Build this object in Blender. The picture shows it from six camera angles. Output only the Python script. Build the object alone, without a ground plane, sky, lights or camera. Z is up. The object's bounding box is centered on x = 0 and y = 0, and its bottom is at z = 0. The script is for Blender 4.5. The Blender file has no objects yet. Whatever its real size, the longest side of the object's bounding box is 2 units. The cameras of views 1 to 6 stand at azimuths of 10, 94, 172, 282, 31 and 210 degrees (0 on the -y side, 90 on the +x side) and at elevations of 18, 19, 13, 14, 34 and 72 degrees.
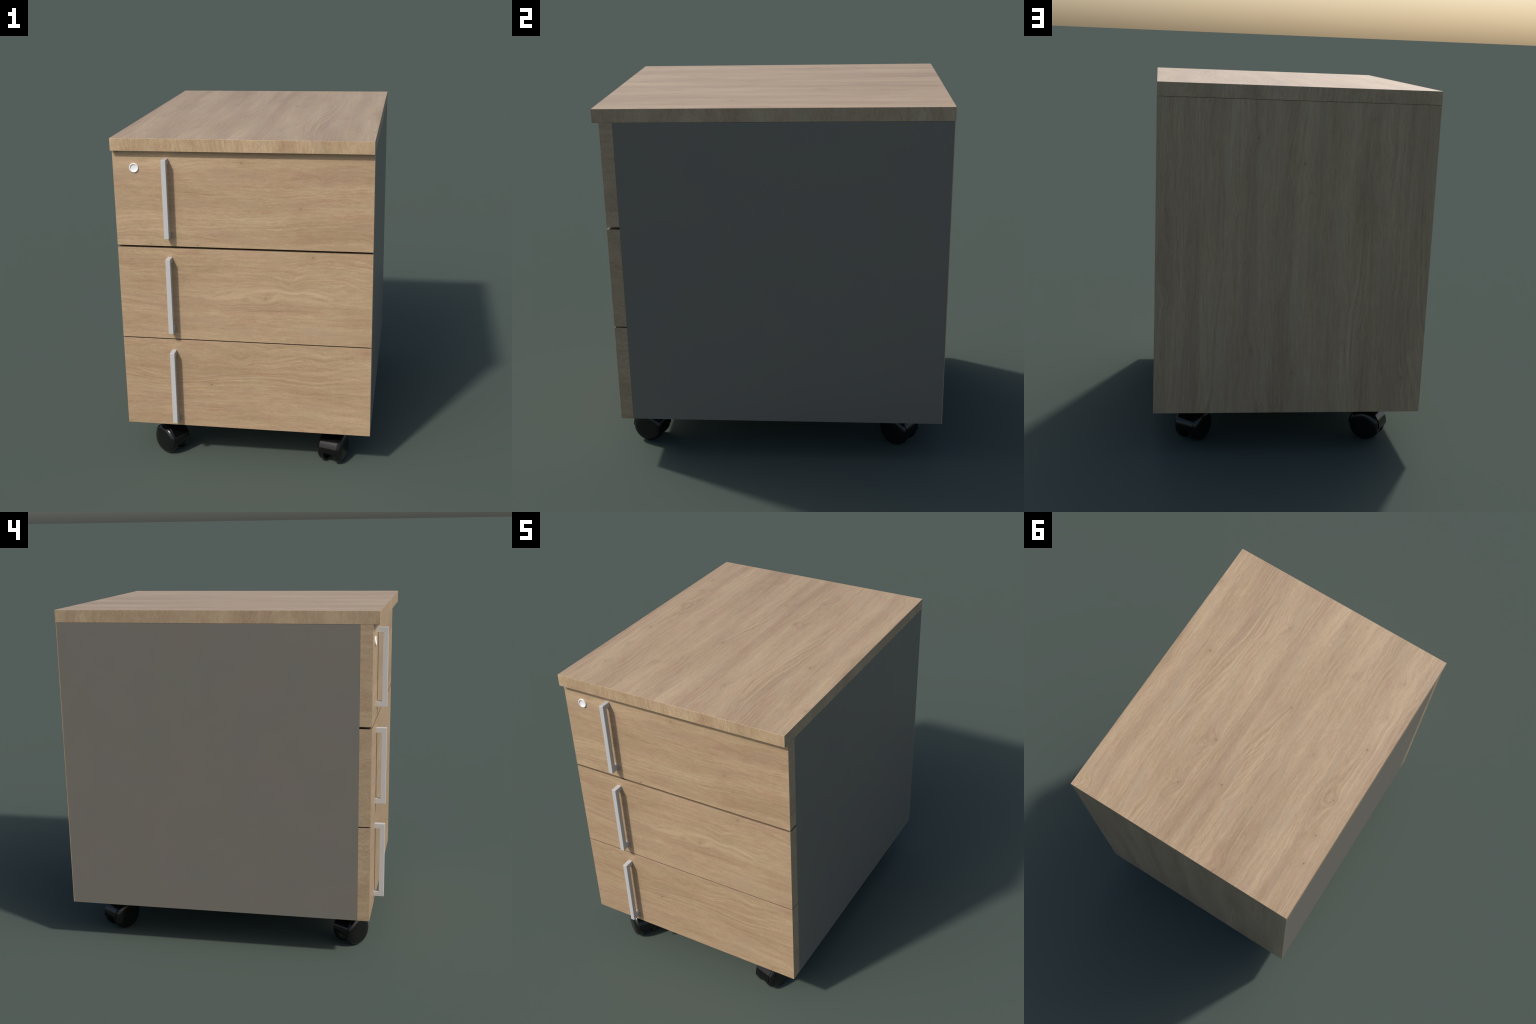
"""A low office pedestal: three oak drawers with bar handles in an anthracite
carcass under an oak top, standing on four twin-wheel casters."""
import bpy, bmesh, math
from mathutils import Matrix, Vector

# ------------------------------------------------------------------ sizes (m)
HALF_W = 0.7332                    # half the width of top, carcass and drawers
TOP_Z, TOP_UNDER = 2.000, 1.929    # worktop
TOP_FRONT, TOP_BACK = -0.9043, 0.9280
FRONT_Y, SIDE_Y = -0.8693, -0.7998 # face and back of the drawer fronts
BACK_Y = 0.9252                    # outside of the back panel
FLOOR_Z = 0.2383                   # underside of carcass and lowest drawer
PANEL = 0.050                      # side panel thickness
BACK_T = 0.0040
DRAWERS = [(1.3725, 1.9286), (0.8030, 1.3600), (FLOOR_Z, 0.7966)]   # z low, high
HANDLES = [(1.4310, 1.8842), (0.8552, 1.3085), (0.2782, 0.7320)]    # z low, high
HANDLE_X = (-0.4397, -0.4120)
HANDLE_OUT = -0.9278               # outermost face of the bars
BAR = 0.0300
LOCK_AT = (-0.6103, 1.8269)
# casters: place on the floor and direction of the wheel axle
CASTERS = [(-0.4971, -0.7404, 54.1), (0.5075, -0.7420, -18.0),
           (0.5060, 0.7051, -36.0), (-0.4983, 0.7074, 56.6)]
WHEEL_R, SHOULDER, DOME = 0.0905, 0.0456, 0.0345   # wheel radius; where the outer dome starts, and its height
HOOD_HALF, HOOD_DROP = 0.0560, 5.0                  # half width; degrees it reaches below the axle


# ------------------------------------------------------------- node utilities
class Nodes:
    def __init__(self, tree):
        self.t = tree

    def add(self, kind, ins=None, **props):
        n = self.t.nodes.new(kind)
        for k, v in props.items():
            setattr(n, k, v)
        for k, v in (ins or {}).items():
            if isinstance(v, bpy.types.NodeSocket):
                self.t.links.new(v, n.inputs[k])
            else:
                n.inputs[k].default_value = v
        return n

    def math(self, op, a, b=0.0, c=0.0, clamp=False):
        return self.add("ShaderNodeMath", {0: a, 1: b, 2: c}, operation=op, use_clamp=clamp).outputs[0]

    def noise(self, vec, scale=1.0, detail=2.0, rough=0.5, dims="3D"):
        key = "W" if dims == "1D" else "Vector"
        n = self.add("ShaderNodeTexNoise", {key: vec, "Scale": scale, "Detail": detail, "Roughness": rough},
                     noise_dimensions=dims)
        return n.outputs["Fac"]

    def span(self, x, lo, hi, to0=0.0, to1=1.0):
        return self.add("ShaderNodeMapRange", {"Value": x, "From Min": lo, "From Max": hi, "To Min": to0, "To Max": to1},
                        clamp=True).outputs["Result"]

    def xyz(self, x, y, z):
        return self.add("ShaderNodeCombineXYZ", {0: x, 1: y, 2: z}).outputs[0]

    def mix(self, f, a, b, blend="MIX"):
        n = self.add("ShaderNodeMix", data_type="RGBA", blend_type=blend)
        for k, v in ((0, f), (6, a), (7, b)):
            if isinstance(v, bpy.types.NodeSocket):
                self.t.links.new(v, n.inputs[k])
            else:
                n.inputs[k].default_value = v
        return n.outputs[2]


def new_material(name):
    m = bpy.data.materials.new(name)
    m.use_nodes = True
    return m, Nodes(m.node_tree), m.node_tree.nodes["Principled BSDF"]


def rgb(r, g, b):
    return (r, g, b, 1.0)


# ------------------------------------------------------------------ materials
def oak(name, along, across, seed, stretch=1.0, wobble=1.0, knots=1.0, bands=1.0, deep=1.0):
    """Oak laminate. `along` and `across` name the position axes that run with
    the grain and across it; `seed` moves the board in the pattern; `stretch`
    lengthens the figure along the grain."""
    m, n, bsdf = new_material(name)
    pos = n.add("ShaderNodeNewGeometry").outputs["Position"]
    sep = n.add("ShaderNodeSeparateXYZ", {0: pos}).outputs
    a, c = sep["XYZ".index(along)], sep["XYZ".index(across)]
    if stretch != 1.0:
        a = n.math("MULTIPLY", a, 1.0 / stretch)

    def field(fa, fc, off, detail=1.0, rough=0.5, cc=None):
        return n.noise(n.xyz(n.math("MULTIPLY", a, fa), n.math("MULTIPLY", c if cc is None else cc, fc), seed + off), 1.0, detail, rough)

    def centred(x, gain):
        return n.math("MULTIPLY", n.math("SUBTRACT", x, 0.5), gain)

    # knots: sparse points that push the grain lines aside
    vor = n.add("ShaderNodeTexVoronoi", {"Vector": n.xyz(n.math("MULTIPLY", a, 3.4 * stretch), n.math("MULTIPLY", c, 3.6), seed),
                                          "Scale": 1.0, "Randomness": 1.0}, voronoi_dimensions="2D")
    kd = vor.outputs["Distance"]
    kind = n.add("ShaderNodeSeparateColor", {0: vor.outputs["Color"]}).outputs
    push = n.math("MULTIPLY", n.math("POWER", 2.718, n.math("MULTIPLY", n.math("MULTIPLY", kd, kd), -30.0)),
                  n.span(kind[0], 0.2, 1.0, 0.0, 0.035 * knots))
    # slow bend of the fibres, loops, and flame-like ripples that come and go
    calm = n.span(field(1.6, 5.0, 3.0), 0.40, 0.68, 0.15, 1.0)
    c1 = n.math("ADD", c, centred(field(1.1, 2.2, 0.0), 0.09))
    c1 = n.math("ADD", c1, push)
    c1 = n.math("ADD", c1, centred(field(4.0, 8.0, 5.0), 0.030))
    c1 = n.math("ADD", c1, n.math("MULTIPLY", centred(field(15.0, 26.0, 7.0, 2.0), 0.024 * wobble), calm))
    # growth lines, strongest in patches; a strong slow term folds them into
    # the pointed arches of flat-sawn boards
    cr = n.math("ADD", c1, centred(field(0.9, 3.2, 70.0), 0.34))
    patch = n.span(field(1.8, 6.0, 9.0, 1.0), 0.42, 0.68, 0.15, 1.0)
    rings = n.noise(n.math("ADD", cr, seed * 1.7), 85.0, 2.0, 0.55, "1D")
    # fibres and short pores
    fibre = field(20.0, 175.0, 2.0, 3.0, 0.6, c1)
    streak = field(4.0, 55.0, 12.0, 2.0, 0.55, c1)
    pores = field(75.0, 290.0, 14.0, 2.0, 0.65, c1)
    # broad bands of tone and of hue
    band = field(0.9, 7.0, 20.0, 2.0, 0.5, c1)
    cloud = field(3.5, 6.0, 30.0, 2.0, 0.5)
    hue = field(6.0, 20.0, 40.0, 3.0, 0.6, c1)
    grey = field(5.0, 13.0, 50.0, 3.0, 0.6, c1)

    tone = n.math("ADD", centred(band, 0.75 * bands), centred(cloud, 0.30))
    tone = n.math("ADD", tone, n.math("MULTIPLY", centred(rings, 0.80), patch))
    tone = n.math("ADD", tone, centred(streak, 0.52))
    tone = n.math("ADD", tone, centred(fibre, 0.80))
    tone = n.math("ADD", tone, centred(pores, 0.60))
    tone = n.math("MULTIPLY_ADD", tone, 1.0, 0.5)
    ramp = n.add("ShaderNodeValToRGB", {0: tone})
    e = ramp.color_ramp.elements
    e[0].position, e[0].color = 0.0, rgb(*OAK_DARK)
    e[1].position, e[1].color = 1.0, rgb(*OAK_LIGHT)
    ramp.color_ramp.elements.new(0.5).color = rgb(*OAK_MID)
    col = ramp.outputs[0]
    col = n.mix(n.span(hue, 0.48, 0.72, 0.0, 0.8), col, rgb(*OAK_PINK), "MULTIPLY")
    col = n.mix(n.span(hue, 0.46, 0.26, 0.0, 0.6), col, rgb(*OAK_OLIVE), "MULTIPLY")
    col = n.mix(n.span(grey, 0.52, 0.74, 0.0, 0.6), col, rgb(*OAK_GREY))
    mauve = field(0.8, 8.0, 90.0, 2.0, 0.5, c1)
    col = n.mix(n.span(mauve, 0.50, 0.68, 0.0, 0.95 * min(bands, 1.5) - 0.45), col, rgb(*OAK_MAUVE), "MULTIPLY")
    # knot hearts: tiny dark flecks with a faint shade round them, in a few knots only
    has = n.span(kind[1], 0.55, 0.6)
    heart = n.math("MULTIPLY", n.math("MULTIPLY", n.span(n.math("ADD", kd, centred(pores, 0.02)), 0.008, 0.030, 1.0, 0.0), has), n.span(kind[2], 0.0, 1.0, 0.25, 0.75 * knots))
    halo = n.math("MULTIPLY", n.math("MULTIPLY", n.span(kd, 0.02, 0.17, 1.0, 0.0), has), 0.45 * knots)
    col = n.mix(n.math("MULTIPLY", halo, fibre), col, rgb(*OAK_DARK))
    col = n.mix(heart, col, rgb(*OAK_KNOT))
    if deep != 1.0:      # a slightly deeper, browner batch
        col = n.mix(1.0, col, rgb(deep, deep * 0.982, deep * 0.985), "MULTIPLY")
    n.t.links.new(col, bsdf.inputs["Base Color"])
    n.t.links.new(n.math("MULTIPLY_ADD", fibre, 0.10, OAK_ROUGH - 0.05), bsdf.inputs["Roughness"])
    bsdf.inputs["Specular IOR Level"].default_value = 0.5
    return m


OAK_DARK = (0.325, 0.217, 0.122)
OAK_MID = (0.462, 0.329, 0.202)
OAK_LIGHT = (0.600, 0.450, 0.285)
OAK_PINK = (0.97, 0.895, 0.93)
OAK_GREY = (0.440, 0.335, 0.225)
OAK_MAUVE = (0.86, 0.82, 0.84)
OAK_OLIVE = (0.96, 0.99, 0.90)
OAK_KNOT = (0.17, 0.115, 0.07)
OAK_ROUGH = 0.42


def plain(name, colour, rough, spec=0.5, grain=0.0, cloud=0.0):
    m, n, bsdf = new_material(name)
    pos = n.add("ShaderNodeNewGeometry").outputs["Position"]
    fine = n.noise(pos, 160.0, 2.0)
    col = n.mix(n.span(fine, 0.3, 0.7), rgb(*[c * (1 - grain) for c in colour]), rgb(*[c * (1 + grain) for c in colour]))
    if cloud:      # faint warm and cool clouds
        col = n.mix(n.span(n.noise(pos, 4.0, 3.0, 0.6), 0.35, 0.65), col, rgb(1 + cloud, 1.0, 1 - cloud * 0.4), "MULTIPLY")
        col = n.mix(n.span(n.noise(pos, 2.6, 3.0, 0.6), 0.40, 0.65), col, rgb(1.0, 1 - cloud * 0.5, 1 + cloud * 0.5), "MULTIPLY")
    n.t.links.new(col, bsdf.inputs["Base Color"])
    bsdf.inputs["Roughness"].default_value = rough
    bsdf.inputs["Specular IOR Level"].default_value = spec
    return m


M_TOP = oak("oak_top", "Y", "X", 3.1, 1.5, 0.8, 1.0, 1.4)
M_TOP_EDGE_X = oak("oak_edge_front", "Z", "X", 8.4, 0.4, 2.2, 0.3)
M_TOP_EDGE_Y = oak("oak_edge_side", "Z", "Y", 5.7, 0.4, 2.2, 0.3)
M_FRONT = oak("oak_front", "X", "Z", 1.6, 1.1, 0.9, 1.0, 1.1, 0.95)
M_FRONT_EDGE = oak("oak_front_edge", "Y", "Z", 6.2, 0.4, 2.2, 0.3)
M_BACK = oak("oak_back", "Z", "X", 4.3, 2.0, 0.4, 0.7, 1.15)
M_SLATE = plain("anthracite_laminate", (0.203, 0.187, 0.157), 0.42, grain=0.02, cloud=0.04)
M_INSIDE = plain("drawer_box_board", (0.10, 0.09, 0.08), 0.7)
M_SEAM_SHADOW = plain("oak_darkened_seam_shadow", (0.21, 0.145, 0.09), 0.6, grain=0.1)  # tan oak edges coloured darker to paint the shadow line between drawers
M_GREY = plain("grey_handle_paint", (0.52, 0.52, 0.52), 0.42, grain=0.01)
M_WHITE = plain("white_plastic", (0.86, 0.86, 0.86), 0.25)
M_BLACK = plain("black_gloss_plastic", (0.0045, 0.0045, 0.0048), 0.12)
M_TYRE = plain("black_wheel_plastic", (0.0065, 0.0065, 0.0065), 0.20)


# ------------------------------------------------------------------- geometry
COLL = bpy.context.scene.collection


def link(name, data, parent):
    o = bpy.data.objects.new(name, data)
    COLL.objects.link(o)
    o.parent = parent
    return o


def finish_mesh(bm, name, mats, smooth_angle=None):
    bmesh.ops.recalc_face_normals(bm, faces=bm.faces)
    me = bpy.data.meshes.new(name)
    bm.to_mesh(me)
    bm.free()
    for m in mats:
        me.materials.append(m)
    if smooth_angle is not None:
        me.polygons.foreach_set("use_smooth", [True] * len(me.polygons))
        me.set_sharp_from_angle(angle=math.radians(smooth_angle))
    return me


def box_into(bm, lo, hi):
    d = [h - l for l, h in zip(lo, hi)]
    mat = Matrix.Translation([(l + h) / 2 for l, h in zip(lo, hi)]) @ Matrix.Diagonal((*d, 1))
    return bmesh.ops.create_cube(bm, size=1.0, matrix=mat)["verts"]


def board(name, lo, hi, mats, parent, pick=None, bevel=0.003, edges=None):
    """A panel with softened edges. pick(normal) gives the material slot."""
    bm = bmesh.new()
    box_into(bm, lo, hi)
    if bevel:
        chosen = [e for e in bm.edges if edges is None or edges(e)]
        bmesh.ops.bevel(bm, geom=chosen, offset=bevel, segments=3, affect="EDGES", profile=0.5)
    bm.normal_update()
    if pick:
        for f in bm.faces:
            f.material_index = pick(f.normal)
    me = finish_mesh(bm, name, mats, 50)
    o = link(name, me, parent)
    if bevel:
        w = o.modifiers.new("even_normals", "WEIGHTED_NORMAL")
        w.keep_sharp = True
    return o


def lathe_into(bm, profile, steps, axis_matrix, slot=0):
    """Turn (radius, height) points round the local z axis; closed at radius 0."""
    rows = []
    for r, h in profile:
        if r < 1e-6:
            rows.append([bm.verts.new(axis_matrix @ Vector((0, 0, h)))])
        else:
            rows.append([bm.verts.new(axis_matrix @ Vector((r * math.cos(t * math.tau / steps),
                                                             r * math.sin(t * math.tau / steps), h)))
                         for t in range(steps)])
    for a, b in zip(rows, rows[1:]):
        for i in range(steps):
            j = (i + 1) % steps
            if len(a) == 1 and len(b) == 1:
                continue
            if len(a) == 1:
                f = bm.faces.new((a[0], b[i], b[j]))
            elif len(b) == 1:
                f = bm.faces.new((a[i], b[0], a[j]))
            else:
                f = bm.faces.new((a[i], b[i], b[j], a[j]))
            f.material_index = slot


def arc(cx, cy, r, a0, a1, n):
    return [(cx + r * math.cos(math.radians(a0 + (a1 - a0) * i / n)),
             cy + r * math.sin(math.radians(a0 + (a1 - a0) * i / n))) for i in range(n + 1)]


cabinet = bpy.data.objects.new("drawer_pedestal", None)
COLL.objects.link(cabinet)
cabinet.empty_display_size = 0.2
cabinet["label"] = "low oak three-drawer pedestal with anthracite sides on black casters"
cabinet["category"] = "drawer cabinet"


def by_axis(x, y, z):
    def pick(nrm):
        k = max(range(3), key=lambda i: abs(nrm[i]))
        return (x, y, z)[k]
    return pick


# worktop, sides, back and bottom
board("worktop", (-HALF_W, TOP_FRONT, TOP_UNDER), (HALF_W, TOP_BACK, TOP_Z),
      [M_TOP, M_TOP_EDGE_X, M_TOP_EDGE_Y], cabinet, by_axis(2, 1, 0), 0.0014)
for s in (-1, 1):
    xs = sorted((s * HALF_W, s * (HALF_W - PANEL)))
    board("side_panel", (xs[0], SIDE_Y + 0.0004, FLOOR_Z), (xs[1], BACK_Y - BACK_T - 0.0003, TOP_UNDER - 0.0006),
          [M_SLATE], cabinet, None, 0.0004)
board("back_panel", (-HALF_W, BACK_Y - BACK_T, FLOOR_Z), (HALF_W, BACK_Y, TOP_UNDER - 0.0012),
      [M_BACK], cabinet, None, 0.0008)
board("bottom_panel", (-HALF_W + PANEL, SIDE_Y + 0.010, FLOOR_Z + 0.001), (HALF_W - PANEL, BACK_Y - BACK_T - 0.0003, FLOOR_Z + PANEL),
      [M_SLATE], cabinet, None, 0)


# rails close the carcass behind the gaps between the drawers
for z in (TOP_UNDER - 0.030, (DRAWERS[0][0] + DRAWERS[1][1]) / 2, (DRAWERS[1][0] + DRAWERS[2][1]) / 2):
    board("front_rail", (-HALF_W + PANEL, SIDE_Y + 0.0012, z - 0.028), (HALF_W - PANEL, SIDE_Y + 0.05, z + 0.028),
          [M_INSIDE], cabinet, None, 0)


# drawers
def handle_mesh(low, high):
    """Square bar bent twice: two short legs and the grip, mitred in one piece."""
    bm = bmesh.new()
    x0, x1 = HANDLE_X
    back, inner = FRONT_Y + 0.001, HANDLE_OUT + BAR
    outline = [(back, low), (HANDLE_OUT, low), (HANDLE_OUT, high), (back, high),
               (back, high - BAR), (inner, high - BAR), (inner, low + BAR), (back, low + BAR)]
    rings = [[bm.verts.new((x, y, z)) for y, z in outline] for x in (x0, x1)]
    n = len(outline)
    for i in range(n):
        j = (i + 1) % n
        bm.faces.new((rings[0][i], rings[0][j], rings[1][j], rings[1][i]))
    for ring in rings:                       # split the U into three four-sided faces
        for q in ((0, 1, 6, 7), (1, 2, 5, 6), (2, 3, 4, 5)):
            bm.faces.new([ring[k] for k in q])
    bmesh.ops.recalc_face_normals(bm, faces=bm.faces)
    bm.normal_update()
    sharp = [e for e in bm.edges if len(e.link_faces) == 2 and e.calc_face_angle(0) > 0.5]
    bmesh.ops.bevel(bm, geom=sharp, offset=0.0012, segments=1, affect="EDGES")
    return finish_mesh(bm, "handle", [M_GREY])


for (low, high), (h_low, h_high) in zip(DRAWERS, HANDLES):
    front = board("drawer", (-HALF_W, FRONT_Y, low), (HALF_W, SIDE_Y, high),
                  [M_FRONT, M_FRONT_EDGE, M_SEAM_SHADOW], cabinet, by_axis(1, 0, 2), 0.0009)
    board("drawer_box", (-HALF_W + PANEL + 0.02, SIDE_Y + 0.0002, low + 0.065), (HALF_W - PANEL - 0.02, 0.82, high - 0.065),
          [M_INSIDE], front, None, 0)
    link("handle", handle_mesh(h_low, h_high), front)
    if h_high > 1.8:
        lock_owner = front

# lock rosette: a raised ring round a sunken disc
bm = bmesh.new()
face = Matrix.Translation((LOCK_AT[0], FRONT_Y, LOCK_AT[1])) @ Matrix.Rotation(math.radians(90), 4, "X")
ring = [(0.0268, -0.001), (0.0268, 0.0035)] + arc(0.0238, 0.0038, 0.0030, 10, 90, 5) + arc(0.0228, 0.0045, 0.0023, 90, 170, 5)
lathe_into(bm, ring + [(0.0200, 0.0022), (0.0190, 0.0018), (0.0, 0.0018)], 48, face)
link("lock", finish_mesh(bm, "lock", [M_WHITE], 45), lock_owner)


# casters: two wheels side by side, a barrel hood over them and a swivel stem
def wheel_mesh():
    """One wheel: hollow inner side, flat tread, full outer dome."""
    bm = bmesh.new()
    r = WHEEL_R
    prof = [(0.0, 0.012), (0.022, 0.012), (0.022, 0.033), (r - 0.016, 0.033), (r - 0.010, 0.030), (r - 0.004, 0.030), (r - 0.0005, 0.033)]
    for k in (1.0, 0.997, 0.99, 0.98, 0.965, 0.945, 0.92, 0.89, 0.85, 0.80, 0.72, 0.62, 0.50, 0.36, 0.2, 0.0):
        prof.append((r * k, SHOULDER + DOME * math.sqrt(1.0 - k ** 5)))
    lathe_into(bm, prof, 72, Matrix.Identity(4))
    return finish_mesh(bm, "wheel", [M_TYRE], 40)


def hood_mesh():
    """Barrel shell round the upper part of the wheels."""
    bm = bmesh.new()
    ro, ri, half = WHEEL_R + 0.0040, WHEEL_R + 0.0010, HOOD_HALF
    section = [(ri, -half), (ro - 0.001, -half), (ro, -half + 0.001), (ro, half - 0.001), (ro - 0.001, half), (ri, half)]
    steps, a0, a1 = 56, math.radians(-HOOD_DROP), math.radians(180 + HOOD_DROP)
    rows = []
    for k in range(steps + 1):
        a = a0 + (a1 - a0) * k / steps
        rows.append([bm.verts.new((r * math.cos(a), r * math.sin(a), h)) for r, h in section])
    n = len(section)
    for p, q in zip(rows, rows[1:]):
        for i in range(n):
            j = (i + 1) % n
            bm.faces.new((p[i], p[j], q[j], q[i]))
    bm.faces.new(rows[0])
    bm.faces.new(rows[-1])
    return finish_mesh(bm, "hood", [M_BLACK], 40)


def stem_mesh():
    bm = bmesh.new()
    prof = [(0.0, 0.165), (0.030, 0.165), (0.030, 0.222), (0.046, 0.224), (0.048, 0.226), (0.048, FLOOR_Z + 0.0005), (0.0, FLOOR_Z + 0.0005)]
    lathe_into(bm, prof, 40, Matrix.Identity(4))
    return finish_mesh(bm, "stem", [M_BLACK], 40)


def axle_mesh():
    bm = bmesh.new()
    lathe_into(bm, [(0.0, -0.03), (0.016, -0.03), (0.016, 0.03), (0.0, 0.03)], 24, Matrix.Identity(4))
    box_into(bm, (-0.022, -0.01, -0.010), (0.022, WHEEL_R - 0.004, 0.010))
    return finish_mesh(bm, "axle", [M_BLACK], 40)


WHEEL, HOOD, STEM, AXLE = wheel_mesh(), hood_mesh(), stem_mesh(), axle_mesh()
# local frame: y up, z along the axle
for x, y, deg in CASTERS:
    frame = (Matrix.Translation((x, y, WHEEL_R)) @ Matrix.Rotation(math.radians(deg), 4, "Z")
             @ Matrix.Rotation(math.radians(90), 4, "Z") @ Matrix.Rotation(math.radians(90), 4, "X"))
    caster = link("caster", HOOD, cabinet)
    caster.matrix_local = frame
    for flip in (0, 180):
        o = link("wheel", WHEEL, caster)
        o.matrix_local = Matrix.Rotation(math.radians(flip), 4, "Y")
    link("axle", AXLE, caster)
    o = link("stem", STEM, caster)
    o.matrix_local = frame.inverted() @ Matrix.Translation((x, y, 0))
